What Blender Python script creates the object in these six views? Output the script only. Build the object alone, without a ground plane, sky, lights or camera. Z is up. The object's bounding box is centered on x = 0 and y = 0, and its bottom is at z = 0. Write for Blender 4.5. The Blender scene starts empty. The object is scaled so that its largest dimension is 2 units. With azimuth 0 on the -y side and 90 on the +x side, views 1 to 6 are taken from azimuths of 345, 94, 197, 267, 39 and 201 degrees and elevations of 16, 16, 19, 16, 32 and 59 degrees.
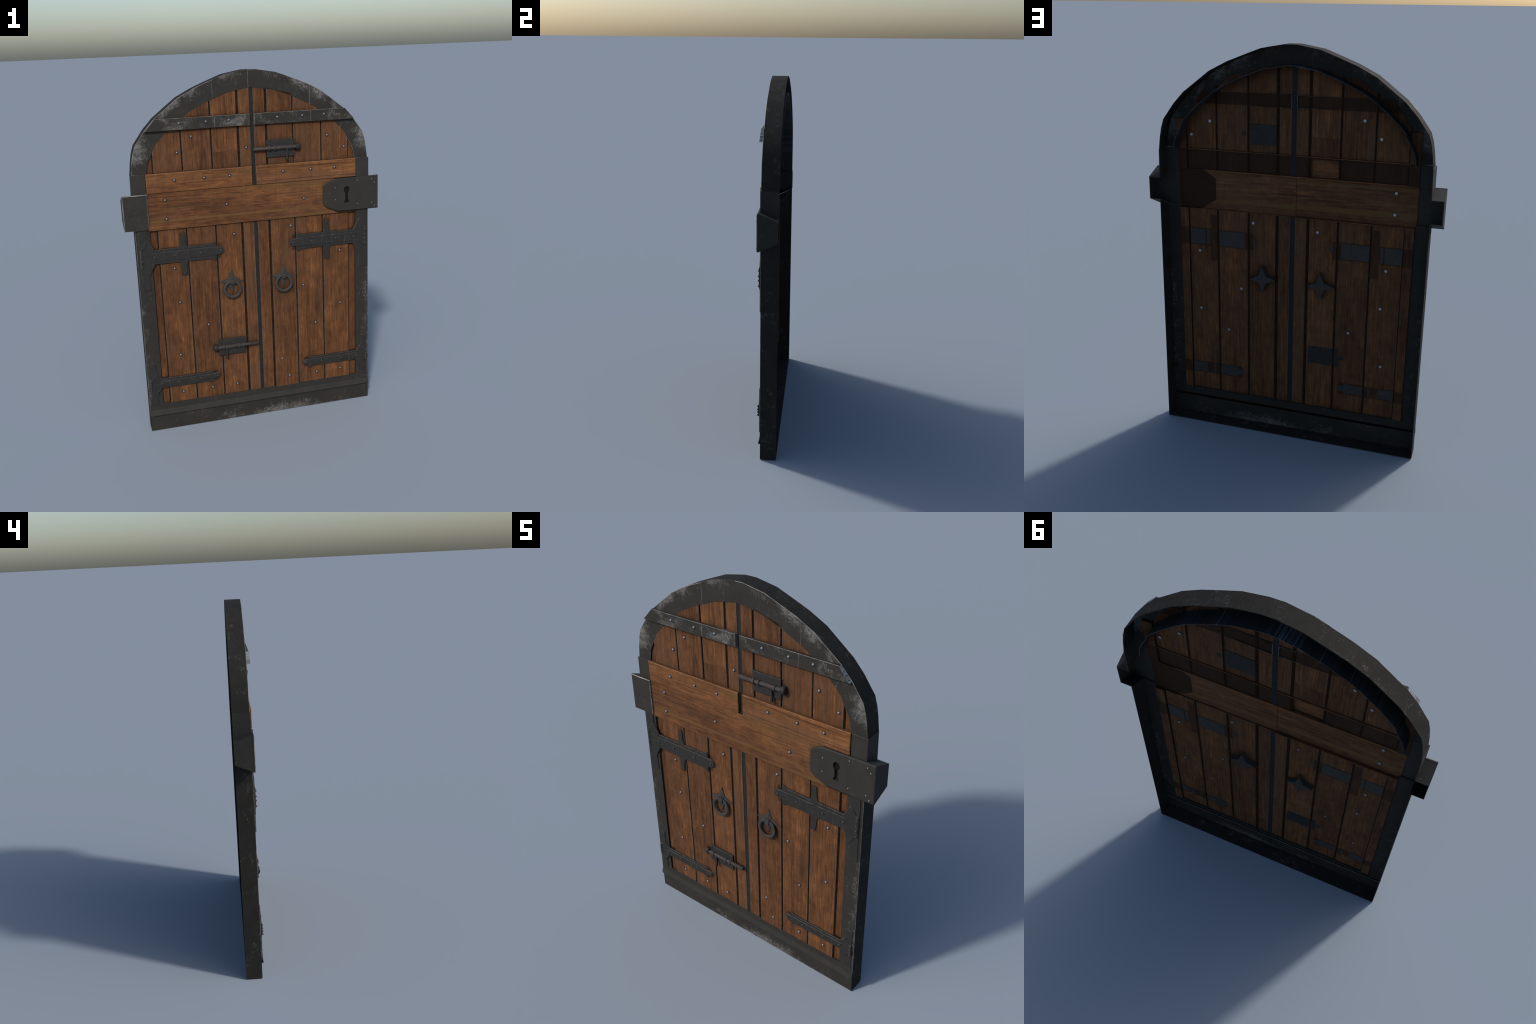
# Arched double door: iron-shod frame, vertical planks, two cross beams, strap hinges,
# slide bolts, ring knockers, a lock case and a wall bracket.
# Everything is modelled in one door frame (x right, y depth with the front at -y, z up).
import bpy, bmesh, math
from mathutils import Vector

YAW = -0.0071                      # the whole door stands turned by this much

# ------------------------------------------------------------------ materials
class Net:
    def __init__(self, name):
        self.m = bpy.data.materials.new(name)
        self.m.use_nodes = True
        self.t = self.m.node_tree
        self.b = self.t.nodes["Principled BSDF"]
        tc = self.t.nodes.new("ShaderNodeTexCoord")
        self.P = tc.outputs["Object"]
        s = self.t.nodes.new("ShaderNodeSeparateXYZ")
        self.link(self.P, s.inputs[0])
        self.x, self.y, self.z = s.outputs
        self.rand = None

    def link(self, a, b):
        self.t.links.new(a, b)

    def put(self, v, sock):
        if hasattr(v, "is_output"):
            self.link(v, sock)
        else:
            sock.default_value = v

    def m_(self, op, a, b=0.0, c=0.0, clamp=False):
        n = self.t.nodes.new("ShaderNodeMath")
        n.operation = op
        n.use_clamp = clamp
        for v, s in zip((a, b, c), n.inputs):
            self.put(v, s)
        return n.outputs[0]

    def add(self, a, b): return self.m_('ADD', a, b)
    def sub(self, a, b): return self.m_('SUBTRACT', a, b)
    def mul(self, a, b): return self.m_('MULTIPLY', a, b)
    def mx(self, a, b): return self.m_('MAXIMUM', a, b)
    def mn(self, a, b): return self.m_('MINIMUM', a, b)
    def ab(self, a): return self.m_('ABSOLUTE', a)

    def step(self, v, lo, hi):     # smooth 0..1 between lo and hi
        n = self.t.nodes.new("ShaderNodeMapRange")
        n.interpolation_type = 'SMOOTHSTEP'
        self.put(v, n.inputs[0])
        n.inputs[1].default_value = lo
        n.inputs[2].default_value = hi
        return n.outputs[0]

    def inside(self, v, lo, hi, soft=0.002):
        a = self.step(v, lo - soft, lo + soft)
        b = self.sub(1.0, self.step(v, hi - soft, hi + soft))
        return self.mul(a, b)

    def info(self):
        if self.rand is None:
            self.rand = self.t.nodes.new("ShaderNodeObjectInfo").outputs["Random"]
        return self.rand

    def coord(self, sx, sy, sz, shift=None):
        c = self.t.nodes.new("ShaderNodeCombineXYZ")
        for v, k, s in zip((self.x, self.y, self.z), (sx, sy, sz), c.inputs):
            e = self.mul(v, k)
            if shift is not None:
                e = self.add(e, shift)
            self.link(e, s)
        return c.outputs[0]

    def noise(self, vec, scale, detail=4, rough=0.55, dist=0.0):
        n = self.t.nodes.new("ShaderNodeTexNoise")
        self.link(vec, n.inputs["Vector"])
        n.inputs["Scale"].default_value = scale
        n.inputs["Detail"].default_value = detail
        n.inputs["Roughness"].default_value = rough
        n.inputs["Distortion"].default_value = dist
        return n.outputs[0]

    def ramp(self, f, stops):
        n = self.t.nodes.new("ShaderNodeValToRGB")
        self.link(f, n.inputs[0])
        e = n.color_ramp.elements
        while len(e) < len(stops):
            e.new(0.5)
        for el, (p, c) in zip(e, stops):
            el.position = p
            el.color = (*c, 1)
        return n.outputs[0]

    def mix(self, f, a, b, mode='MIX'):
        n = self.t.nodes.new("ShaderNodeMix")
        n.data_type = 'RGBA'
        n.blend_type = mode
        self.put(f, n.inputs[0])
        for v, s in ((a, n.inputs[6]), (b, n.inputs[7])):
            self.put((*v, 1) if isinstance(v, tuple) else v, s)
        return n.outputs[2]

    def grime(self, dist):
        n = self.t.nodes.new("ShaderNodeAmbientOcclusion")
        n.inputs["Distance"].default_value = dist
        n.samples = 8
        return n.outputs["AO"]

    def out(self, col, rough=0.6, metal=0.0, spec=0.3, bump=None, bs=0.3, bd=0.002):
        self.put((*col, 1) if isinstance(col, tuple) else col, self.b.inputs["Base Color"])
        self.put(rough, self.b.inputs["Roughness"])
        self.put(metal, self.b.inputs["Metallic"])
        self.b.inputs["Specular IOR Level"].default_value = spec
        if bump is not None:
            n = self.t.nodes.new("ShaderNodeBump")
            n.inputs["Strength"].default_value = bs
            n.inputs["Distance"].default_value = bd
            self.link(bump, n.inputs["Height"])
            self.link(n.outputs[0], self.b.inputs["Normal"])
        return self.m


IRON = (0.0205, 0.0195, 0.0168)
WORN = (0.135, 0.132, 0.125)


def iron_material(name, base=IRON, wear='frame', amount=1.0):
    n = Net(name)
    big = n.noise(n.P, 13.0, 7, 0.66, 0.8)
    fine = n.noise(n.P, 34.0, 6, 0.65, 1.2)
    scr = n.noise(n.coord(1.0, 1.0, 0.45), 60.0, 4, 0.6, 2.5)
    ax = n.ab(n.x)
    if wear == 'frame':
        # closeness to the outer rim: arch (rounded-diamond field), stile, sill
        zz = n.mx(n.mul(n.sub(n.z, 1.487), 1 / 0.513), 0.0)
        s = n.add(n.m_('POWER', n.mul(ax, 1 / 0.668), 1.75), n.m_('POWER', zz, 1.75))
        arch = n.mul(n.step(s, 0.78, 1.02), n.step(n.z, 1.47, 1.50))
        stile = n.mul(n.step(ax, 0.605, 0.668), n.mul(n.inside(n.z, 0.16, 0.84, 0.06), 0.50))
        sill = n.mul(n.sub(1.0, n.step(n.z, 0.0, 0.085)), 0.86)
        sill = n.mul(sill, n.step(n.sub(0.66, n.ab(n.sub(n.x, 0.12))), 0.0, 0.6))
        # places where the arch has been scraped hardest: (x, z, radius, strength)
        scuff = 0.0
        for sx, sz, sr, sk in ((-0.43, 1.835, 0.10, 1.0), (-0.33, 1.90, 0.07, 0.8), (-0.615, 1.60, 0.085, 0.9), (-0.11, 1.955, 0.07, 0.62),
                               (0.27, 1.905, 0.08, 1.0), (0.37, 1.855, 0.07, 0.9), (0.475, 1.77, 0.06, 0.75), (0.625, 1.60, 0.085, 0.85), (0.12, 1.96, 0.05, 0.6)):
            dx, dz = n.mul(n.sub(n.x, sx), 1 / sr), n.mul(n.sub(n.z, sz), 1 / sr)
            d = n.m_('SQRT', n.add(n.mul(dx, dx), n.mul(dz, dz)))
            scuff = n.mx(scuff, n.mul(n.sub(1.0, n.step(d, 0.25, 1.25)), sk))
        arch = n.mul(n.mul(arch, n.add(0.18, n.mul(scuff, 0.95))), 1.0)
        arch = n.add(arch, n.mul(n.mul(scuff, n.step(n.z, 1.47, 1.50)), 0.22))
        edge = n.mx(n.mx(arch, stile), sill)
    elif wear == 'strap':
        edge = n.add(0.36, n.mul(n.inside(n.x, -0.14, 0.0, 0.05), 0.60))
        edge = n.add(edge, n.mul(n.inside(n.x, -0.46, -0.34, 0.06), 0.30))
        edge = n.sub(edge, n.mul(n.inside(n.x, -0.30, -0.20, 0.05), 0.12))
    elif wear == 'rim':
        edge = 0.10
    else:
        edge = -0.06
    v = n.add(n.add(n.mul(big, 0.68), n.mul(fine, 0.55)), n.mul(edge, 0.33 * amount))
    w = n.step(v, 0.755, 1.00)
    streak = n.noise(n.coord(1.0, 1.0, 1.0), 42.0, 3, 0.6, 4.0)
    w = n.mul(w, n.add(0.40, n.mul(n.step(streak, 0.36, 0.66), 0.75)))
    w = n.mul(w, n.add(0.35, n.mul(n.step(n.noise(n.coord(1.0, 1.0, 0.8), 30.0, 5, 0.7, 0.8), 0.40, 0.60), 0.75)))
    # thin curved scratches, only near the worn places
    sc = n.noise(n.coord(1.0, 1.0, 0.55), 24.0, 2, 0.5, 3.5)
    sc = n.sub(1.0, n.step(n.ab(n.sub(sc, 0.5)), 0.0, 0.035))
    sc = n.mul(n.mul(sc, n.step(v, 0.66, 0.80)), n.step(big, 0.42, 0.6))
    w = n.mx(w, n.mul(sc, 0.75))
    w = n.m_('MINIMUM', n.mul(w, 0.95), 1.0)
    mott = n.ramp(n.noise(n.P, 16.0, 6, 0.6), [(0.3, tuple(c * 0.84 for c in base)), (0.7, tuple(c * 1.14 for c in base))])
    rust = n.noise(n.P, 7.0, 5, 0.6)
    col = n.mix(n.mul(n.step(rust, 0.5, 0.75), 0.35), mott, (0.030, 0.021, 0.015))
    col = n.mix(w, col, WORN)
    return n.out(col, rough=n.sub(0.80 if wear == 'rim' else 0.66, n.mul(w, 0.12)), metal=0.0, spec=0.09 if wear == 'rim' else 0.20,
                 bump=n.add(n.mul(fine, 0.5), n.mul(scr, 0.25)), bs=0.22, bd=0.0015)


def streaked_material(name, dark, light, thin=90.0, bright=None):
    # drawn-out streaks along the depth of the door
    n = Net(name)
    f = n.noise(n.coord(1.0, 0.02, 1.0), thin, 3, 0.7)
    g = n.noise(n.coord(1.0, 0.02, 1.0), thin * 0.2, 3, 0.6)
    f = n.add(n.mul(f, 0.6), n.mul(g, 0.4))
    col = n.ramp(f, [(0.42, dark), (0.62, light)])
    if bright:                     # scraped bright left of the crown and at a few joints
        k = n.inside(n.x, -0.125, -0.005, 0.012)
        for x in (0.329, 0.208, -0.208, -0.329):
            k = n.mx(k, n.inside(n.x, x - 0.003, x + 0.003, 0.001))
        h = n.noise(n.coord(1.0, 0.02, 0.15), 130.0, 2, 0.6)
        col = n.mix(n.mul(k, n.step(h, 0.42, 0.66)), col, bright)
    return n.out(col, rough=0.55, spec=0.3)


def wood_material(name, along, shade=1.0, olive=0.0, backing=False, extra=None, ao_mix=0.9):
    n = Net(name)
    r = n.mul(n.info(), 37.0)
    def gr(cross, lng):
        return n.coord(cross if along == 'z' else lng, cross, lng if along == 'z' else cross, r)
    patch = n.noise(gr(7.0, 1.6), 1.0, 5, 0.6, 0.6)
    fibre = n.noise(gr(120.0, 4.5), 1.0, 5, 0.66, 0.3)
    fine = n.noise(gr(360.0, 14.0), 1.0, 3, 0.65)
    blot = n.noise(gr(26.0, 15.0), 1.0, 5, 0.65, 0.5)
    v = n.add(n.add(n.mul(patch, 0.30), n.mul(fibre, 0.46)), n.add(n.mul(fine, 0.46), n.mul(blot, 0.40)))
    v = n.mul(v, 1 / 1.62)
    v = n.add(v, n.mul(n.sub(n.info(), 0.5), 0.035))
    col = n.ramp(v, [(0.38, (0.0290 * shade, 0.0123 * shade, 0.0058 * shade)),
                     (0.46, (0.0650 * shade, 0.0270 * shade, 0.0109 * shade)),
                     (0.54, (0.1060 * shade, 0.0444 * shade, 0.0166 * shade)),
                     (0.635, (0.2050 * shade, 0.0866 * shade, 0.0305 * shade))])
    # dull grey-brown weathering in blotches
    grey = n.step(n.noise(gr(5.0, 1.1), 1.3, 3, 0.5), 0.48, 0.66)
    col = n.mix(n.mul(grey, 0.42), col, (0.078 * shade, 0.0415 * shade, 0.0225 * shade))
    # dark growth lines, bent a little
    line = n.noise(gr(52.0, 0.9), 1.0, 2, 0.5, 0.9)
    line = n.mul(n.step(line, 0.60, 0.70), 0.32 if along == 'z' else 0.60)
    col = n.mix(line, col, (0.018, 0.008, 0.0045))
    if backing:                    # staves are rubbed grey along their arrises
        ax = n.ab(n.x)
        rub = 0.0
        for e in (0.0102, 0.0728, 0.0850, 0.2248, 0.2322, 0.3885, 0.3950, 0.5478):
            rub = n.mx(rub, n.sub(1.0, n.step(n.ab(n.sub(ax, e)), 0.0010, 0.0085)))
        rub = n.mul(rub, n.step(n.noise(gr(60.0, 9.0), 1.0, 4, 0.6), 0.30, 0.62))
        col = n.mix(n.mul(rub, 0.72), col, (0.088, 0.064, 0.051))
    if olive:
        o = n.step(n.noise(gr(38.0, 0.35), 1.0, 2, 0.5, 0.4), 0.58, 0.66)
        col = n.mix(n.mul(o, olive), col, (0.102, 0.0565, 0.0200))
        if along == 'x':           # faint saw marks across the beam
            saw = n.noise(n.coord(130.0, 1.0, 4.0, r), 1.0, 3, 0.6)
            col = n.mix(n.mul(n.step(saw, 0.55, 0.7), 0.22), col, (0.030, 0.013, 0.007))
    # ambient occlusion painted into the colour, in corners and under the ironwork
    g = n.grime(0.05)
    col = n.mix(n.m_('MULTIPLY', n.m_('POWER', n.sub(1.0, g), 0.8), ao_mix, 0.0, True), col, (0.0125, 0.0048, 0.0018))
    if extra:
        col = extra(n, col)
    if backing:                    # baked occlusion under beam, strap and hinges, painted dark on the planks
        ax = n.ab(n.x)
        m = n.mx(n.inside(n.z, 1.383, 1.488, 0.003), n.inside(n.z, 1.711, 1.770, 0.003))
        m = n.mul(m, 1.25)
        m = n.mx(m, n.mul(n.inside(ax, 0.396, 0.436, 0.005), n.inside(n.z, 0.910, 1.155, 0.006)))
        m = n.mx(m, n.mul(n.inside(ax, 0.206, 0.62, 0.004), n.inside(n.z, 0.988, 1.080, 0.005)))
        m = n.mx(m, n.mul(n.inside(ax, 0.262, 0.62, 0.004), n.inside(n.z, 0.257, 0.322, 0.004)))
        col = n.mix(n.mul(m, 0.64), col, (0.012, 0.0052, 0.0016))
    return n.out(col, rough=0.72, spec=0.16, bump=n.add(n.mul(fibre, 0.7), n.mul(fine, 0.4)), bs=0.35, bd=0.002)


def plain(name, col, rough=0.6, metal=0.0, spec=0.3, grain=60.0, vary=0.2):
    n = Net(name)
    f = n.noise(n.P, grain, 5, 0.6)
    c = n.ramp(f, [(0.35, tuple(v * (1 - vary) for v in col)), (0.65, tuple(v * (1 + vary) for v in col))])
    return n.out(c, rough, metal, spec, bump=f, bs=0.15, bd=0.001)


def lock_shade(n, col):
    # baked occlusion of the lock case, painted on the beam in its outline
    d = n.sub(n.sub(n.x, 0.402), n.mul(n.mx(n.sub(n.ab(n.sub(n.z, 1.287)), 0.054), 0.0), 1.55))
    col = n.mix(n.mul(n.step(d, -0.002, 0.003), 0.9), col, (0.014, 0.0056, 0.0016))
    hole = n.mul(n.inside(n.x, 0.505, 0.565), n.inside(n.z, 1.225, 1.345))  # near-black painted on the beam behind the keyhole, passes for shaded depth
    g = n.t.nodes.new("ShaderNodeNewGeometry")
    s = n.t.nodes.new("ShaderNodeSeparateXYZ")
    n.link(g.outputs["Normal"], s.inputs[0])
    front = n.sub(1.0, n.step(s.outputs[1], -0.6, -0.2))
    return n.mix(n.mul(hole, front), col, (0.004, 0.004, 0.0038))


M = {}
M['iron'] = iron_material("dark_iron")
M['strap'] = iron_material("scuffed_iron", wear='strap')
M['rim'] = iron_material("rim_iron", (0.0200, 0.0193, 0.0173), wear='rim')
M['case'] = iron_material("smooth_iron", (0.0225, 0.0218, 0.0190), wear='none')
M['hinge'] = plain("hinge_iron", (0.0185, 0.0185, 0.0180), 0.62, spec=0.2, vary=0.18)
M['hinge_edge'] = plain("rubbed_hinge_edge", (0.052, 0.0445, 0.041), 0.6, spec=0.2, vary=0.35)
M['edge'] = plain("bare_iron_edge", (0.150, 0.145, 0.134), 0.55, 0.0, 0.25, 25.0, 0.55)
M['rod'] = plain("brown_iron", (0.037, 0.032, 0.029), 0.6, spec=0.2, vary=0.22)
M['nail'] = plain("blued_steel", (0.172, 0.187, 0.220), 0.56, 0.85, 0.4, 120.0, 0.2)
M['nail_back'] = plain("bare_nail_end", (0.30, 0.32, 0.365), 0.45, 1.0, 0.5, 120.0, 0.12)
M['ring'] = plain("handled_iron", (0.0320, 0.0305, 0.0290), 0.62, spec=0.2, vary=0.18)
M['pin'] = plain("hinge_nail", (0.040, 0.035, 0.033), 0.6, spec=0.2, vary=0.2)
M['lip'] = streaked_material("streaked_iron", (0.010, 0.0105, 0.0115), (0.034, 0.038, 0.045), bright=(0.13, 0.14, 0.16))
M['flange'] = streaked_material("streaked_flange", (0.050, 0.054, 0.060), (0.27, 0.285, 0.31), 160.0)
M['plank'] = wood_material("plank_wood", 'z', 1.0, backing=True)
M['beam'] = wood_material("beam_wood", 'x', 1.34, olive=0.6, ao_mix=0.4)
M['bar'] = wood_material("bar_wood", 'x', 1.24, olive=0.85, extra=lock_shade, ao_mix=0.6)
M['wood_edge'] = plain("worn_plank_edge", (0.062, 0.047, 0.039), 0.75, spec=0.15, vary=0.5, grain=70.0)
M['beam_edge'] = plain("beam_edge", (0.148, 0.076, 0.036), 0.75, spec=0.15, vary=0.35, grain=60.0)  # lighter than the beam, paints in its lit top edge
M['gap'] = plain("dark_batten", (0.020, 0.0088, 0.0032), 0.85, spec=0.05, vary=0.4)  # very dark brown between the planks
M['shade_ring'] = plain("nail_shade", (0.036, 0.0165, 0.0078), 0.8, spec=0.05, vary=0.3)  # contact shade painted round the nail heads
M['seam_shade'] = plain("painted_seam_shade", (0.0060, 0.0045, 0.0034), 0.9, spec=0.02, vary=0.2)  # near-black that paints shade into grooves, no real filling
M['mullion'] = plain("mullion_iron", (0.0145, 0.0145, 0.0138), 0.7, spec=0.15, vary=0.2)

# ------------------------------------------------------------------ building helpers
ROOT = bpy.data.objects.new("arched_double_door", None)
bpy.context.scene.collection.objects.link(ROOT)
ROOT["label"] = "arched plank double door bound in dark iron"
ROOT["category"] = "door"
ROOT.rotation_euler = (0, 0, YAW)


def place(name, me, parent=None, loc=(0, 0, 0), rot=(0, 0, 0)):
    ob = bpy.data.objects.new(name, me)
    ob.location = loc
    ob.rotation_euler = rot
    ob.parent = parent or ROOT
    bpy.context.scene.collection.objects.link(ob)
    return ob


def finish(name, bm, mats, parent=None, smooth=None, loc=(0, 0, 0)):
    bmesh.ops.recalc_face_normals(bm, faces=bm.faces)
    me = bpy.data.meshes.new(name)
    bm.to_mesh(me)
    bm.free()
    for k in mats:
        me.materials.append(M[k])
    if smooth:
        me.polygons.foreach_set("use_smooth", [True] * len(me.polygons))
        me.set_sharp_from_angle(angle=math.radians(smooth))
    return place(name, me, parent, loc)


def slab(bm, pts, y0, y1, bevel=0.0, edge_mat=0, mat=0, side_mat=None, seg=1, pick=None):
    """Extrude the outline pts (x, z) from the front y0 to the back y1; chamfer the front rim."""
    a = [bm.verts.new((x, y0, z)) for x, z in pts]
    b = [bm.verts.new((x, y1, z)) for x, z in pts]
    n = len(pts)
    faces = [bm.faces.new(a), bm.faces.new(b[::-1])]
    for i in range(n):
        f = bm.faces.new((a[i], b[i], b[(i + 1) % n], a[(i + 1) % n]))
        f.material_index = mat if side_mat is None else side_mat
        faces.append(f)
    faces[0].material_index = faces[1].material_index = mat
    bmesh.ops.recalc_face_normals(bm, faces=faces)
    if bevel:
        rim_edges = [e for e in faces[0].edges if pick is None or pick(*((e.verts[0].co + e.verts[1].co) / 2).xz)]
        bmesh.ops.bevel(bm, geom=rim_edges, offset=bevel, segments=seg, profile=0.5,
                        affect='EDGES', material=edge_mat, clamp_overlap=True)


def side_slab(bm, pts, x0, x1, bevel=0.0, edge_mat=0, mat=0):
    """Extrude the outline pts (y, z) along x."""
    a = [bm.verts.new((x0, y, z)) for y, z in pts]
    b = [bm.verts.new((x1, y, z)) for y, z in pts]
    n = len(pts)
    faces = [bm.faces.new(a), bm.faces.new(b[::-1])]
    for i in range(n):
        faces.append(bm.faces.new((a[i], b[i], b[(i + 1) % n], a[(i + 1) % n])))
    for f in faces:
        f.material_index = mat
    bmesh.ops.recalc_face_normals(bm, faces=faces)


def box(bm, x0, x1, y0, y1, z0, z1, **k):
    slab(bm, [(x0, z0), (x1, z0), (x1, z1), (x0, z1)], y0, y1, **k)


def lathe(bm, prof, axis, centre, seg=16, mat=0):
    """Revolve (distance along axis, radius) pairs round a line through centre."""
    c = Vector(centre)
    ax = {'x': Vector((1, 0, 0)), 'y': Vector((0, 1, 0)), 'z': Vector((0, 0, 1))}[axis]
    u = Vector((0, 0, 1)) if axis != 'z' else Vector((1, 0, 0))
    w = ax.cross(u)
    rings = []
    for d, r in prof:
        if r < 1e-6:
            rings.append([bm.verts.new(c + ax * d)])
        else:
            rings.append([bm.verts.new(c + ax * d + (u * math.cos(t) + w * math.sin(t)) * r)
                          for t in [2 * math.pi * i / seg for i in range(seg)]])
    for p, q in zip(rings, rings[1:]):
        for i in range(seg):
            j = (i + 1) % seg
            f = [p[i % len(p)], p[j % len(p)], q[j % len(q)], q[i % len(q)]]
            f = list(dict.fromkeys(f))
            if len(f) > 2:
                bm.faces.new(f).material_index = mat
    for r in (rings[0], rings[-1]):
        if len(r) > 2:
            bm.faces.new(r).material_index = mat


def mirror(pts):
    return [(-x, z) for x, z in pts][::-1]


# ------------------------------------------------------------------ the arch
# half outlines from the springing line to the crown
OUT = [(0.6660, 1.487), (0.6590, 1.547), (0.6505, 1.593), (0.6370, 1.636), (0.5810, 1.713), (0.5280, 1.770),
       (0.3950, 1.872), (0.3055, 1.9175), (0.2300, 1.947), (0.1400, 1.981), (0.0300, 2.0)]
INN = [(0.5880, 1.487), (0.5790, 1.538), (0.5650, 1.568), (0.5420, 1.608), (0.5310, 1.637), (0.4640, 1.703),
       (0.3800, 1.771), (0.3290, 1.803), (0.2230, 1.852), (0.1290, 1.887), (0.0140, 1.906)]
OUTER = [(-x, z) for x, z in OUT] + OUT[::-1]        # left springing -> crown -> right springing
INNER = [(-x, z) for x, z in INN] + INN[::-1]


def at_x(curve, x):
    for (x0, z0), (x1, z1) in zip(curve, curve[1:]):
        if x0 <= x <= x1 and x1 > x0:
            return (x, z0 + (z1 - z0) * (x - x0) / (x1 - x0))
    return curve[0] if x < curve[0][0] else curve[-1]


def between(curve, a, b):
    pts = [at_x(curve, a)] if a is not None else [curve[0]]
    lo = pts[0][0]
    hi = b if b is not None else curve[-1][0]
    pts += [p for p in curve if lo + 1e-4 < p[0] < hi - 1e-4]
    pts.append(at_x(curve, b) if b is not None else curve[-1])
    return pts


def offset(curve, d):
    """Move an open polyline sideways by d (to its left when d > 0)."""
    res = []
    for i, p in enumerate(curve):
        a = curve[max(i - 1, 0)]
        b = curve[min(i + 1, len(curve) - 1)]
        t = Vector((b[0] - a[0], b[1] - a[1])).normalized()
        res.append((p[0] - t.y * d, p[1] + t.x * d))
    return res


Y_ARCH, Y_BACK = -0.0330, 0.0565
SEAMS = [None, -0.2080, -0.0138, 0.3290, None]
for i, (a, b) in enumerate(zip(SEAMS, SEAMS[1:])):
    o, n_ = between(OUTER, a, b), between(INNER, a, b)
    bm = bmesh.new()
    slab(bm, o + n_[::-1], Y_ARCH, -0.0298, 0.0015, 1,
         pick=lambda x, z: (abs(x) / 0.668) ** 1.75 + (max(z - 1.487, 0) / 0.513) ** 1.75 > 0.77)
    finish("arch_plate", bm, ['iron', 'edge'])

# rim of the arch, 3 mm of iron bent round the outside, open at the back
bm = bmesh.new()
rim = offset([(-0.6662, 1.4780)] + OUTER + [(0.6662, 1.4780)], -0.0005)
slab(bm, rim + offset(rim, -0.0035)[::-1], -0.0306, Y_BACK)
finish("arch_rim", bm, ['rim'], smooth=25)
# inner reveal of the arch
bm = bmesh.new()
rev = offset(INNER, 0.0004)
slab(bm, rev + offset(rev, 0.0032)[::-1], -0.0304, Y_BACK - 0.0006)
finish("arch_reveal", bm, ['lip'], smooth=25)

# ------------------------------------------------------------------ stiles, rail, sill
XO, XI = 0.6705, 0.5920
bm = bmesh.new()
slab(bm, [(-XO, 0.1125), (XO, 0.1125), (XO, 1.196), (XI, 1.196), (XI, 0.163), (-XI, 0.163), (-XI, 1.196), (-XO, 1.196)],
     -0.0328, -0.0298, 0.0010, 1, pick=lambda x, z: abs(x) > 0.66)
box(bm, -0.6000, 0.6000, -0.0300, -0.0160, 0.1588, 0.1618)       # added ledge, blocks light leaking past the stave feet
finish("stile_and_rail", bm, ['iron', 'edge'])

for s in (-1, 1):
    bm = bmesh.new()
    lo = [(-0.0306, 0.0), (Y_BACK, 0.0), (Y_BACK, 1.2325), (-0.0306, 1.1925)]
    side_slab(bm, lo, s * (XO - 0.0004), s * (XO - 0.0040))
    # short inner return of the stile
    box(bm, *sorted((s * (XI + 0.0004), s * (XI + 0.0030))), -0.0304, -0.0215, 0.1625, 1.189)
    finish("stile_side", bm, ['rim'])
    # collar block between arch foot and bracket
    bm = bmesh.new()
    slab(bm, [(s * 0.5945, 1.379), (s * 0.6735, 1.379), (s * 0.6725, 1.4855), (s * 0.5935, 1.4875)], -0.0362, -0.0290, 0.0009, 1)
    tap = [(-0.0352, 1.3800, 0.6731), (0.0562, 1.3438, 0.6696), (0.0562, 1.4845, 0.6672), (-0.0352, 1.4850, 0.6728)]
    a = [bm.verts.new((s * x, y, z)) for y, z, x in tap]
    b = [bm.verts.new((s * (x - 0.0050), y, z)) for y, z, x in tap]
    bm.faces.new(a)
    bm.faces.new(b[::-1])
    for i in range(4):
        bm.faces.new((a[i], b[i], b[(i + 1) % 4], a[(i + 1) % 4]))
    finish("collar_plate", bm, ['case', 'hinge_edge'])

bm = bmesh.new()
slab(bm, [(-XO + 0.0015, 0.0), (XO - 0.0015, 0.0), (XO - 0.0015, 0.0955), (-XO + 0.0015, 0.0955)], -0.0300, -0.0262, 0.0009, 1)
finish("kick_plate", bm, ['iron', 'edge'])
bm = bmesh.new()
box(bm, -XO + 0.0042, XO - 0.0042, -0.0258, Y_BACK - 0.0003, 0.0004, 0.0034)
finish("sill_floor", bm, ['rim'])
bm = bmesh.new()
side_slab(bm, [(-0.0330, 0.1270), (-0.0362, 0.1150), (-0.0408, 0.0965), (-0.0408, 0.0945), (-0.0300, 0.0950),
               (-0.0302, 0.0968), (-0.0385, 0.0975), (-0.0340, 0.1130), (-0.0316, 0.1210)], -0.6712, 0.6712)
finish("drip_moulding", bm, ['case'])
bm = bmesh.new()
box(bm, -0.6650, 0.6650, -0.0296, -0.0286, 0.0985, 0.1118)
finish("sill_shade_strip", bm, ['seam_shade'])  # dark strip added in the sill groove to imitate its shade

# ------------------------------------------------------------------ planks
Y_P, T_P = -0.0322, 0.0072
# (left, right, top outline beyond the left edge) for the right leaf; the left leaf mirrors it
STAVES = [
    ((0.0102, 0.0728), [(0.0728, 1.9080), (0.0102, 1.9085)]),
    ((0.0850, 0.2248), [(0.2248, 1.8660), (0.0850, 1.9050)]),
    ((0.2322, 0.3885), [(0.3885, 1.7880), (0.3010, 1.8535), (0.2322, 1.8550)]),
    ((0.3950, 0.5478), [(0.5478, 1.6400), (0.4670, 1.7705), (0.3950, 1.7715)]),
]


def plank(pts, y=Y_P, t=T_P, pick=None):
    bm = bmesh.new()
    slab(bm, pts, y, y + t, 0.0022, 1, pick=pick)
    finish("plank", bm, ['plank', 'wood_edge'])


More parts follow.
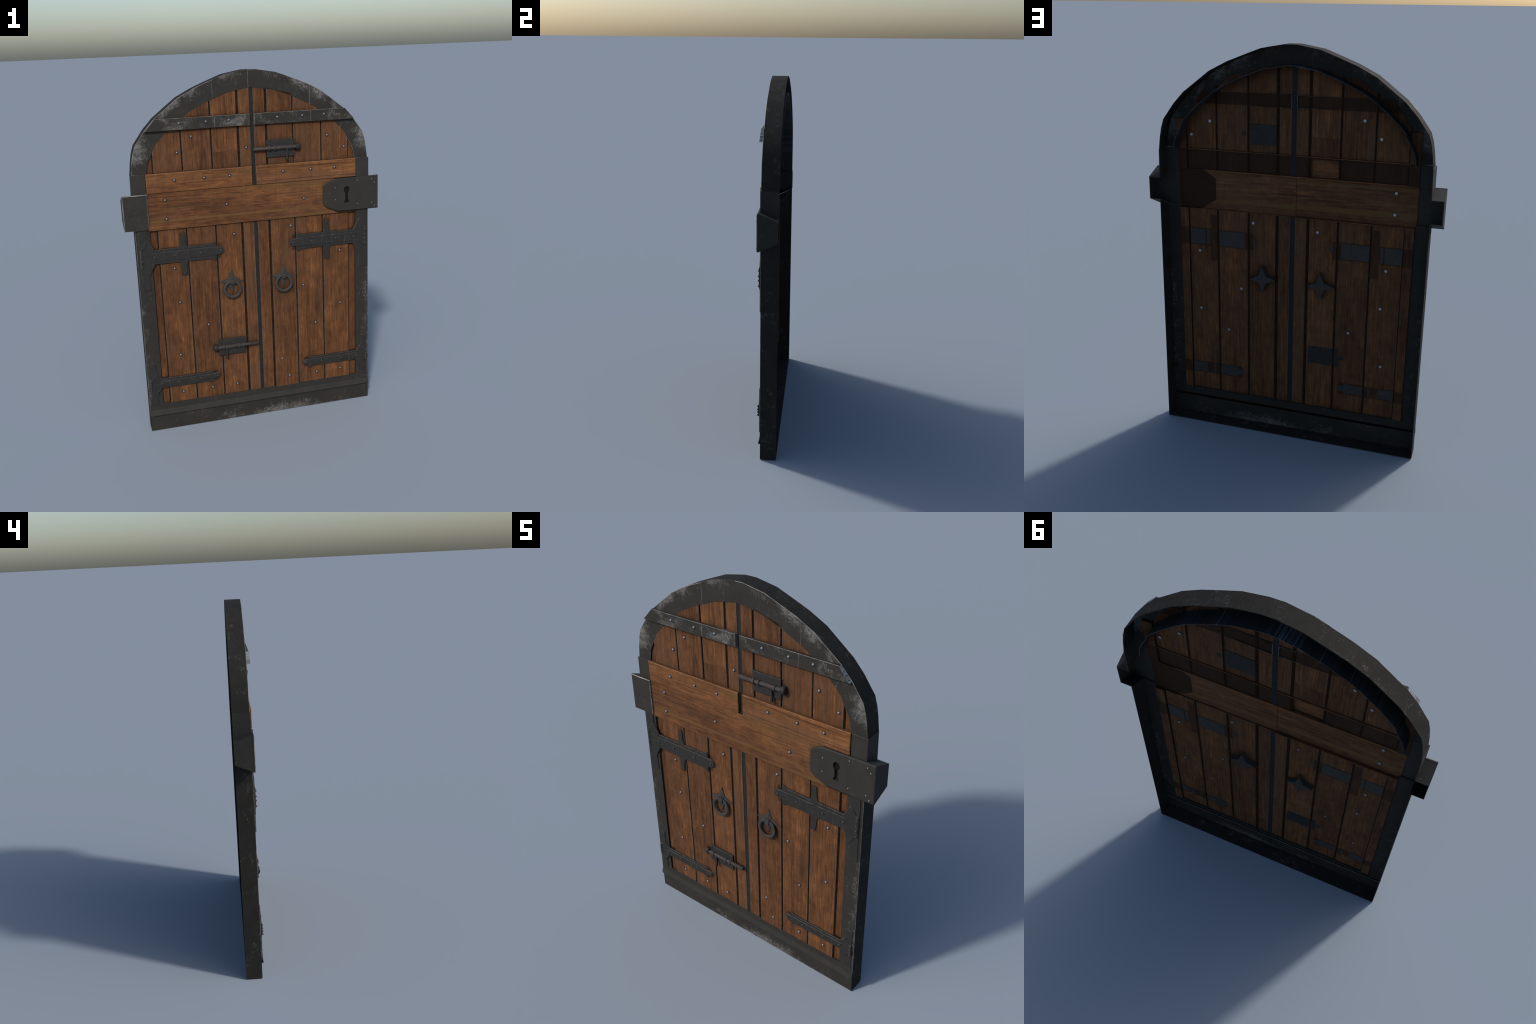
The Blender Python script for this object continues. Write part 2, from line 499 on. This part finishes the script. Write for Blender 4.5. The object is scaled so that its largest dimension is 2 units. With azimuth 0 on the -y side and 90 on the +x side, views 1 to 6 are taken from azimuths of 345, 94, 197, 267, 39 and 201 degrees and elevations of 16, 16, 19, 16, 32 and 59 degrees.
for s in (-1, 1):
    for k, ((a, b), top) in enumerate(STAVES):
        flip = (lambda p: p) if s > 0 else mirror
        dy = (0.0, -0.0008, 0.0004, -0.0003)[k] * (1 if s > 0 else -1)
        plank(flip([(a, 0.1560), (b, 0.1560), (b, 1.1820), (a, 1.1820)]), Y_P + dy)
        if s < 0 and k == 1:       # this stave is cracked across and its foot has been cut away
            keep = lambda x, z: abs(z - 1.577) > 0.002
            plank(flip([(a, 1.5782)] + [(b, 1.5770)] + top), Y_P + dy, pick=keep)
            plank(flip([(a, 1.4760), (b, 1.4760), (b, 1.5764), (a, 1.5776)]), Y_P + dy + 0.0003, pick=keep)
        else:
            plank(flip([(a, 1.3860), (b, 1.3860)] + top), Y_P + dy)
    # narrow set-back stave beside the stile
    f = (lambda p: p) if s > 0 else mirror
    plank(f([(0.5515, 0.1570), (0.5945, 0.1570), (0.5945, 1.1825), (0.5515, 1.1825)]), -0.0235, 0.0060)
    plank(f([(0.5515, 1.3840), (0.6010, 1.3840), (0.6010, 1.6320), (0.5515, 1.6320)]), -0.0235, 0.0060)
    # battens that close the gaps from behind
    for x0, x1, top in ((0.0722, 0.0856, 1.900), (0.2243, 0.2327, 1.862), (0.3880, 0.3955, 1.795), (0.5470, 0.5525, 1.640)):
        for z0, z1 in ((0.157, 1.1815), (1.387, top)):
            bm = bmesh.new()
            box(bm, *sorted((s * x0, s * x1)), -0.0264, -0.0222, z0, z1)
            finish("batten", bm, ['gap'])
for z0, z1 in ((0.158, 1.1815), (1.384, 1.9075)):
    bm = bmesh.new()
    box(bm, -0.0118, 0.0118, -0.0286, -0.0240, z0, z1)
    finish("mullion", bm, ['mullion'])

# ------------------------------------------------------------------ cross beams
Y_B1, Y_B2 = -0.0438, -0.0400
Z0, Z1, Z2 = 1.1810, 1.3830, 1.4880
for boards in (((-0.5925, -0.0125),), ((0.0125, 0.3266), (0.3271, 0.5094), (0.5099, 0.5925))):
    bm = bmesh.new()
    ends = (boards[0][0], boards[-1][1])
    for a, b in boards:
        box(bm, a, b, Y_B1, Y_B1 + 0.0070, Z1 + 0.0024, Z2, bevel=0.0028, edge_mat=1,
            pick=lambda x, z: z > Z1 + 0.01 and (z > Z2 - 0.002 or min(abs(x - e) for e in ends) < 0.001))
    box(bm, ends[0], ends[1], Y_B1 + 0.0065, -0.0190, Z2 - 0.0040, Z2 - 0.0005)      # top return
    finish("upper_beam", bm, ['beam', 'beam_edge'])
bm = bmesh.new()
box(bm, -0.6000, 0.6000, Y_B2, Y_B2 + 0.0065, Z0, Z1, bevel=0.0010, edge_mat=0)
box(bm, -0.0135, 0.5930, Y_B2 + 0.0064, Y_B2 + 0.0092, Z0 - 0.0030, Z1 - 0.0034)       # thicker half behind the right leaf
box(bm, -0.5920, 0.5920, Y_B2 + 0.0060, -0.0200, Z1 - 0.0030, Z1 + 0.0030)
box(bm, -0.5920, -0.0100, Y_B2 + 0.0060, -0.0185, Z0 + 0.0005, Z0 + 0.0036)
box(bm, -0.0098, 0.5430, Y_B2 + 0.0060, -0.0240, Z0 + 0.0006, Z0 + 0.0036)  # added return, keeps light from passing between beam and planks
box(bm, 0.5432, 0.5920, Y_B2 + 0.0060, -0.0172, Z0 + 0.0006, Z0 + 0.0036)  # added filler, closes a light leak above the edge stave
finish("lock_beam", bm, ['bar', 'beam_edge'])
bm = bmesh.new()
box(bm, -0.5930, 0.5930, -0.0385, -0.0350, Z1 - 0.0006, Z1 + 0.0028)
finish("beam_shade_strip", bm, ['seam_shade'])  # added dark strip, paints the shade in the slit between the beams

# ------------------------------------------------------------------ iron strap across the arch
def strap(x_in, x_top, x_bot, cuts):
    """Half strap: square at the mullion, raked along the arch at its outer end, flaring forward there."""
    bm = bmesh.new()
    zt, zb = 1.7700, 1.7105
    s = 1 if x_top > 0 else -1
    def front(x, top):
        k = min(abs(x) / 0.58, 1.0)
        return -0.0455 - (0.0020 if top else 0.0065) * k
    pts = [(x_in, zb, False), (x_bot, zb, False), (x_top, zt, True), (x_in, zt, True)]
    f = [bm.verts.new((x, front(x, t), z)) for x, z, t in pts]
    r = [bm.verts.new((x, -0.0190 if abs(x) < 0.42 else -0.0330, z)) for x, z, t in pts]
    fs = [bm.faces.new(f)]
    for i in range(4):
        q = bm.faces.new((f[i], r[i], r[(i + 1) % 4], f[(i + 1) % 4]))
        q.material_index = 2 if i in (1, 3) else 0
        fs.append(q)
    bmesh.ops.recalc_face_normals(bm, faces=fs)
    bmesh.ops.bevel(bm, geom=list(fs[0].edges), offset=0.0011, segments=1, profile=0.5, affect='EDGES', material=1)
    ob = finish("arch_strap", bm, ['strap', 'edge', 'flange'])
    m = ob.modifiers.new("wall", 'SOLIDIFY')
    m.thickness = 0.0022
    m.offset = -1
    for c in cuts:                     # bright joint lines where the strap was pieced
        bm = bmesh.new()
        w = 0.0007
        ya, yb = front(c, True), front(c, False)
        q = [(c - w, yb, zb + 0.001), (c + w, yb, zb + 0.001), (c + w, ya, zt - 0.001), (c - w, ya, zt - 0.001)]
        a = [bm.verts.new((x, y - 0.0003, z)) for x, y, z in q]
        b = [bm.verts.new((x, y + 0.0012, z)) for x, y, z in q]
        bm.faces.new(a)
        bm.faces.new(b[::-1])
        for i in range(4):
            bm.faces.new((a[i], b[i], b[(i + 1) % 4], a[(i + 1) % 4]))
        finish("strap_joint", bm, ['edge'], ob)
    return ob


strap(-0.0142, -0.5265, -0.5815, [-0.0850, -0.2075])
strap(0.0112, 0.5285, 0.5805, [0.3290])

# ------------------------------------------------------------------ bracket and lock case on the bar ends
def case_walls(bm, s):
    """Tapering open box over the end of the bar: top, bottom and outer cheek, 3 mm walls."""
    x_in, x_out = s * 0.5945, s * 0.7265
    prof = [(-0.0400, 1.3820), (0.0565, 1.3455)]
    low = [(-0.0400, 1.1905), (0.0565, 1.2335)]
    t = 0.0032
    # the walls stay clear of the stile face inside the door
    xi = s * 0.6640
    side_slab(bm, [prof[0], prof[1], (prof[1][0], prof[1][1] - t), (prof[0][0], prof[0][1] - t)], xi, x_out)
    side_slab(bm, [low[0], low[1], (low[1][0], low[1][1] + t), (low[0][0], low[0][1] + t)], xi, x_out)
    side_slab(bm, [(-0.0400, 1.3818), (0.0563, 1.3453), (0.0563, 1.2337), (-0.0400, 1.1907)], x_out - s * 0.0003, x_out - s * t)
    side_slab(bm, [(-0.0400, 1.3820), (-0.0300, 1.3785), (-0.0300, 1.3750), (-0.0400, 1.3750)], x_in, xi)
    side_slab(bm, [(-0.0400, 1.1905), (-0.0300, 1.1950), (-0.0300, 1.1980), (-0.0400, 1.1980)], x_in, xi)


bm = bmesh.new()
slab(bm, [(-0.7268, 1.1900), (-0.5937, 1.1900), (-0.5937, 1.3825), (-0.7268, 1.3825)], -0.0482, -0.0385, 0.0034, 1)
case_walls(bm, -1)
finish("bar_bracket", bm, ['case', 'edge'])

bm = bmesh.new()
LOCK = [(0.7268, 1.1900), (0.7268, 1.3825), (0.5900, 1.3795), (0.4600, 1.3780), (0.4190, 1.3620), (0.4040, 1.3520), (0.3965, 1.3400),
        (0.3955, 1.2430), (0.4020, 1.2290), (0.4150, 1.2180), (0.4680, 1.1960), (0.4830, 1.1925), (0.6000, 1.1905)]
slab(bm, LOCK, -0.0490, -0.0385, 0.0040, 0)
lock = finish("lock_case", bm, ['case'])
# keyhole, cut right through the plate
bm = bmesh.new()
hole = [(0.535 + 0.0178 * math.sin(t), 1.3120 + 0.0205 * math.cos(t)) for t in [math.radians(-145 + 290 * i / 18) for i in range(19)]]
hole += [(0.5440, 1.2950), (0.5430, 1.2570), (0.5505, 1.2440), (0.5490, 1.2385), (0.5210, 1.2385), (0.5195, 1.2440), (0.5270, 1.2570), (0.5260, 1.2950)]
slab(bm, hole, -0.0600, -0.0300)
cutter = finish("keyhole_cutter", bm, ['mullion'])
bo = lock.modifiers.new("keyhole", 'BOOLEAN')
bo.operation = 'DIFFERENCE'
bo.solver = 'EXACT'
bo.object = cutter
dg = bpy.context.evaluated_depsgraph_get()
cut = bpy.data.meshes.new_from_object(lock.evaluated_get(dg))
cut.name = "lock_case"
lock.modifiers.clear()
lock.data = cut
bpy.data.objects.remove(cutter)
bm = bmesh.new()
case_walls(bm, 1)
finish("lock_box", bm, ['case'], parent=lock)

# ------------------------------------------------------------------ nails
def dome(name, r, h, keys, depth=0.004, back=None, seg=14, shade_ring=None):
    bm = bmesh.new()
    prof = [(depth if back is None else back, r)] + [(-0.0001, r)] + \
           [(-h * math.sin(a), r * math.cos(a)) for a in [math.radians(t) for t in (18, 36, 54, 72)]] + [(-h, 0.0)]
    lathe(bm, prof, 'y', (0, 0, 0), seg)
    if len(keys) > 1:              # the clenched end behind the planks
        for f in bm.faces:
            if f.calc_center_median().y > (depth if back is None else back) - 0.0005:
                f.material_index = 1
    if shade_ring:                      # dark ring round the head, stands in for contact shade
        lathe(bm, [(0.0006, shade_ring), (-0.0002, shade_ring), (-0.0005, r * 0.9)], 'y', (0, 0, 0), seg, mat=len(keys) - 1)
    bmesh.ops.recalc_face_normals(bm, faces=bm.faces)
    me = bpy.data.meshes.new(name)
    bm.to_mesh(me)
    bm.free()
    for k in keys:
        me.materials.append(M[k])
    me.polygons.foreach_set("use_smooth", [True] * len(me.polygons))
    me.set_sharp_from_angle(angle=math.radians(50))
    return me


nail_through = dome("nail", 0.0073, 0.0068, ['nail', 'nail_back', 'shade_ring'], back=0.0115, shade_ring=0.0098)
nail_short = dome("nail_short", 0.0072, 0.0068, ['nail', 'nail_back', 'shade_ring'], shade_ring=0.0098)
nail_iron = dome("nail_iron", 0.0072, 0.0068, ['nail'])
screw = dome("screw", 0.0041, 0.0048, ['nail'], seg=10)
hinge_nail = dome("hinge_nail", 0.0062, 0.0052, ['pin'])
pin_mesh = dome("hinge_pin", 0.0052, 0.0050, ['pin'], seg=10)

PLANK_NAILS = [(-0.336, 1.670), (-0.417, 1.590), (-0.037, 1.590), (0.426, 1.627), (0.525, 1.557),
               (-0.128, 1.118), (0.203, 1.133), (0.494, 0.958), (-0.472, 0.958), (-0.455, 0.759), (-0.301, 0.607),
               (0.267, 0.774), (0.494, 0.637), (-0.473, 0.447), (0.338, 0.533), (0.126, 0.334)]
FOOT_NAILS = [(-0.471, 0.219), (-0.299, 0.219), (-0.151, 0.219), (0.169, 0.219), (0.340, 0.218), (0.490, 0.218)]
for x, z in PLANK_NAILS:
    short = (x, z) in ((-0.037, 1.590), (0.126, 0.334))
    place("nail", nail_short if short else nail_through, loc=(x, Y_P - 0.0002, z))
for x, z in FOOT_NAILS:
    place("nail", nail_short, loc=(x, Y_P - 0.0002, z))
for x in (-0.398, -0.254, -0.130, 0.138, 0.280, 0.405):
    place("nail", nail_iron, loc=(x, -0.0460 - 0.0042 * abs(x) / 0.58, 1.744))
for x in (-0.442, -0.281, -0.140, 0.162, 0.323, 0.464):
    place("nail", nail_short, loc=(x, Y_B1 - 0.0002, 1.4468))
for x, z in ((-0.498, 1.343), (-0.497, 1.239)):
    place("nail", nail_through, loc=(x, Y_B2 - 0.0002, z))
for x, z in ((-0.163, 1.291), (0.281, 1.2845)):
    place("nail", nail_short, loc=(x, Y_B2 - 0.0002, z))
for x, z in ((0.465, 1.328), (0.4645, 1.260), (0.599, 1.362), (0.599, 1.226), (0.688, 1.362), (0.705, 1.341), (0.688, 1.226), (0.705, 1.207)):
    place("screw", screw, lock, loc=(x, -0.0491, z))

# ------------------------------------------------------------------ strap hinges
def arc(cx, r, top):
    """Half round end from the left tip up to the neck, as (x, dz)."""
    return [(cx - r * math.cos(t), r * math.sin(t)) for t in [math.radians(a) for a in range(0, 91, 15)]]


UPPER = dict(z=1.0335, tip=(0.2135, 0.0240), neck=0.2330,
             edge=[(0.2330, 0.0500), (0.2360, 0.0545), (0.2410, 0.0555), (0.2500, 0.0510), (0.2560, 0.0465), (0.2660, 0.0435), (0.3920, 0.0415),
                   (0.3990, 0.0500), (0.4030, 0.0640), (0.4055, 0.0820), (0.4050, 0.1050), (0.4085, 0.1155), (0.4155, 0.1200), (0.4230, 0.1175), (0.4280, 0.1060),
                   (0.4290, 0.0820), (0.4320, 0.0640), (0.4360, 0.0500), (0.4420, 0.0420), (0.5750, 0.0400), (0.5890, 0.0660), (0.6110, 0.1070), (0.6075, 0.1300)],
             leaf=(0.6075, 0.6560, 0.1550, -0.1845), strap=0.0250,
             hub=[(0.5850, 0.0250), (0.5785, 0.0385), (0.5905, 0.0650), (0.6120, 0.1050), (0.6400, 0.0600), (0.6545, 0.0590)],
             bands=((0.380, 0.391), (0.444, 0.458), (0.521, 0.531)), nails=(0.211, 0.3225, 0.4675, 0.5780),
             pins=(0.0370, 0.0075, -0.0160, -0.0455), knuckle=(0.6420, 0.6535, 0.0520),
             back=((0.2490, 0.3880), (0.4390, 0.4550), (0.4620, 0.5440)), bz=(-0.0385, 0.0400))
LOWER = dict(z=0.2893, tip=(0.2675, 0.0165), neck=0.2900,
             edge=[(0.2905, 0.0320), (0.2940, 0.0375), (0.2990, 0.0390), (0.3070, 0.0345), (0.3180, 0.0290), (0.5900, 0.0290), (0.6050, 0.0460), (0.6200, 0.0690), (0.6190, 0.0800)],
             leaf=(0.6190, 0.6590, 0.1245, -0.1285), strap=0.0160,
             hub=[(0.6000, 0.0160), (0.5940, 0.0280), (0.6060, 0.0450), (0.6205, 0.0670), (0.6430, 0.0335), (0.6585, 0.0325)],
             bands=((0.420, 0.428), (0.473, 0.485), (0.543, 0.551)), nails=(0.268, 0.3675, 0.494, 0.592),
             pins=(0.0235, 0.0050, -0.0110, -0.0290), knuckle=(0.6500, 0.6580, 0.0300),
             back=((0.2700, 0.3880), (0.4150, 0.4280), (0.4640, 0.5470)), bz=(-0.0265, 0.0275))


def hinge(h, s):
    z = h['z']
    f = (lambda p: p) if s > 0 else mirror
    tip = arc(h['tip'][0], h['tip'][1], True) + [(h['neck'], h['tip'][1])]
    x0, x1, up, dn = h['leaf']
    half = tip + h['edge']
    outline = half + [(x0, up), (x1, up), (x1, dn), (x0, dn)] + [(x, -d) for x, d in half[:0:-1]]
    bm = bmesh.new()
    slab(bm, f([(x, z + d) for x, d in outline]), -0.0375, -0.0310, 0.0013, 1)
    base = finish("strap_hinge", bm, ['hinge', 'hinge_edge'])
    # raised strap with its hub
    w = h['strap']
    cx, r = h['tip'][0] + 0.002, h['tip'][1] - 0.0035
    half = arc(cx, r, True)
    half = half + [(h['neck'] + 0.022, w)] + h['hub']
    bm = bmesh.new()
    slab(bm, f([(x, z + d) for x, d in half] + [(x, z - d) for x, d in half[:0:-1]]), -0.0408, -0.0373, 0.0012, 1)
    finish("hinge_strap", bm, ['hinge', 'hinge_edge'], base)
    for a, b in h['bands']:
        bm = bmesh.new()
        k = w + 0.0105
        slab(bm, f([(a, z - w + 0.001), (b, z - w + 0.001), (b, z + w - 0.001), (a, z + w - 0.001)]), -0.0420, -0.0400, 0.0011, 1)
        slab(bm, f([(a, z + w + 0.001), (b, z + w + 0.001), (b, z + k), (a, z + k)]), -0.0386, -0.0372, 0.0008, 1)
        slab(bm, f([(a, z - k), (b, z - k), (b, z - w - 0.001), (a, z - w - 0.001)]), -0.0386, -0.0372, 0.0008, 1)
        finish("hinge_band", bm, ['hinge', 'hinge_edge'], base)
    for x in h['nails']:
        place("hinge_nail", hinge_nail, base, (s * x, -0.0414, z))
    a, b, k = h['knuckle']
    bm = bmesh.new()
    slab(bm, f([(a, z - k), (b, z - k), (b, z + k), (a, z + k)]), -0.0435, -0.0400, 0.0012, 1)
    finish("hinge_knuckle", bm, ['hinge', 'hinge_edge'], base)
    for d in h['pins']:
        place("hinge_pin", pin_mesh, base, (s * (a + b) / 2, -0.0438, z + d))
    # where the strap's inner plate shows through the back of the leaf
    lo, hi = h['bz']
    for i, (a, b) in enumerate(h['back']):
        bm = bmesh.new()
        if i == 0 and h is LOWER:
            pts = [(0.2530, 0.0), (0.2580, 0.0125), (0.2680, 0.0165), (0.2900, 0.0165), (0.2905, 0.0320), (0.2980, 0.0370), (0.3150, hi), (b, hi),
                   (b, lo), (0.3150, lo), (0.2980, -0.0360), (0.2905, -0.0310), (0.2900, -0.0165), (0.2680, -0.0165), (0.2580, -0.0125)]
        elif i == 0:
            pts = [(a, lo - 0.0080), (a + 0.0150, lo), (b, lo), (b, hi), (a + 0.0120, hi), (a, hi + 0.0070)]
        else:
            pts = [(a, lo), (b, lo), (b, hi), (a, hi)]
        slab(bm, f([(x, z + d) for x, d in pts]), -0.0262, -0.0240)
        finish("hinge_back_plate", bm, ['ring'], base)
    if h is UPPER:
        bm = bmesh.new()
        slab(bm, f([(0.2050, z + 0.0215)] + [(x, z + d) for x, d in arc(0.2135, 0.0230, True)[4::-1]] +
                   [(x, z - d) for x, d in arc(0.2135, 0.0230, True)[1:5]] + [(0.2050, z - 0.0215)]), -0.0262, -0.0240)
        finish("hinge_back_plate", bm, ['ring'], base)


for h in (UPPER, LOWER):
    for s in (1, -1):
        hinge(h, s)

# ------------------------------------------------------------------ slide bolts
def slide_bolt(cx, cz, s):
    X = lambda d: cx + s * d
    bm = bmesh.new()
    box(bm, *sorted((X(-0.0785), X(0.0785))), -0.0410, -0.0232, cz - 0.0477, cz + 0.0477, bevel=0.0010, edge_mat=1)
    base = finish("slide_bolt", bm, ['hinge', 'hinge_edge'])
    yc, zc = -0.0448, cz + 0.0020
    bm = bmesh.new()
    lathe(bm, [(X(-0.1555), 0.0088), (X(-0.1535), 0.0105), (X(0.0860), 0.0108)], 'x', (0, yc, zc), 18)
    finish("bolt_rod", bm, ['rod'], base, 40)
    for a, b in ((-0.0725, -0.0605), (-0.0425, -0.0315), (0.0465, 0.0565)):
        bm = bmesh.new()
        lathe(bm, [(X(a), 0.0108), (X(a), 0.0138), (X(a + 0.0015), 0.0150), (X(b - 0.0015), 0.0150), (X(b), 0.0138), (X(b), 0.0108)], 'x', (0, yc, zc), 18)
        finish("bolt_collar", bm, ['rod'], base, 40)
    bm = bmesh.new()
    lathe(bm, [(X(0.0850), 0.0120), (X(0.0860), 0.0185), (X(0.0890), 0.0198), (X(0.1030), 0.0198), (X(0.1065), 0.0185), (X(0.1085), 0.0155), (X(0.1088), 0.0)], 'x', (0, yc + 0.0035, zc + 0.0005), 20)
    finish("bolt_knob", bm, ['hinge'], base, 40)
    bm = bmesh.new()
    lathe(bm, [(zc - 0.006, 0.0056), (zc - 0.0560, 0.0056), (zc - 0.0580, 0.0070), (zc - 0.0680, 0.0070), (zc - 0.0705, 0.0055), (zc - 0.0708, 0.0)], 'z',
          (X(0.0340), yc - 0.0025, 0), 12)
    finish("bolt_lever", bm, ['hinge'], base, 40)


slide_bolt(0.1535, 1.5760, 1)
slide_bolt(-0.1735, 0.4587, -1)

# ------------------------------------------------------------------ ring knockers on star roses
def knocker(cx):
    cz = 0.8460
    star = []
    tips = [(0.0025, 0.0685), (0.0668, -0.0050), (-0.0020, -0.0712), (-0.0695, 0.0030)]
    waist = [(0.0200, 0.0180), (0.0200, -0.0185), (-0.0195, -0.0175), (-0.0185, 0.0185)]
    for t, w in zip(tips, waist):
        star += [t, w]
    bm = bmesh.new()
    slab(bm, [(cx + x, cz + d) for x, d in star], -0.0362, 0.0000, 0.0005, 1)
    rose = finish("star_rose", bm, ['ring', 'hinge_edge'])
    # sunken face of the star, a smaller star standing proud with a groove round it
    bm = bmesh.new()
    ap = bm.verts.new((cx, -0.0425, cz))
    ring = [bm.verts.new((cx + x * 0.90, -0.0353, cz + d * 0.90)) for x, d in star]
    for a, b in zip(ring, ring[1:] + ring[:1]):
        bm.faces.new((ap, a, b))
    bm.faces.new(ring[::-1])
    finish("star_boss", bm, ['ring'], rose)
    # staple that carries the ring
    bm = bmesh.new()
    slab(bm, [(cx - 0.0150, cz + 0.0080), (cx - 0.0110, cz + 0.0140), (cx + 0.0120, cz + 0.0140), (cx + 0.0155, cz + 0.0080),
              (cx + 0.0125, cz - 0.0150), (cx - 0.0125, cz - 0.0140)], -0.0525, -0.0350, 0.0028, 0, seg=2)
    finish("ring_staple", bm, ['ring'], rose, 40)
    bm = bmesh.new()
    R, r, n, m = 0.0453, 0.0082, 48, 16
    rows = []
    for i in range(n):
        a = 2 * math.pi * i / n
        row = []
        for j in range(m):
            b = 2 * math.pi * j / m
            cb, sb = math.cos(b), math.sin(b)      # squarish section, flat towards the front
            q = R + r * math.copysign(abs(cb) ** 0.6, cb)
            x, zz, y = q * math.cos(a), q * math.sin(a), 0.0048 * math.copysign(abs(sb) ** 0.7, sb)
            y, zz = y + zz * math.sin(0.073), zz * math.cos(0.073)
            row.append(bm.verts.new((cx - 0.0016 + x, -0.0465 + y, 0.8045 + zz)))
        rows.append(row)
    for i in range(n):
        for j in range(m):
            bm.faces.new((rows[i][j], rows[(i + 1) % n][j], rows[(i + 1) % n][(j + 1) % m], rows[i][(j + 1) % m]))
    finish("knocker_ring", bm, ['ring'], rose, 60)


knocker(0.1485)
knocker(-0.1535)
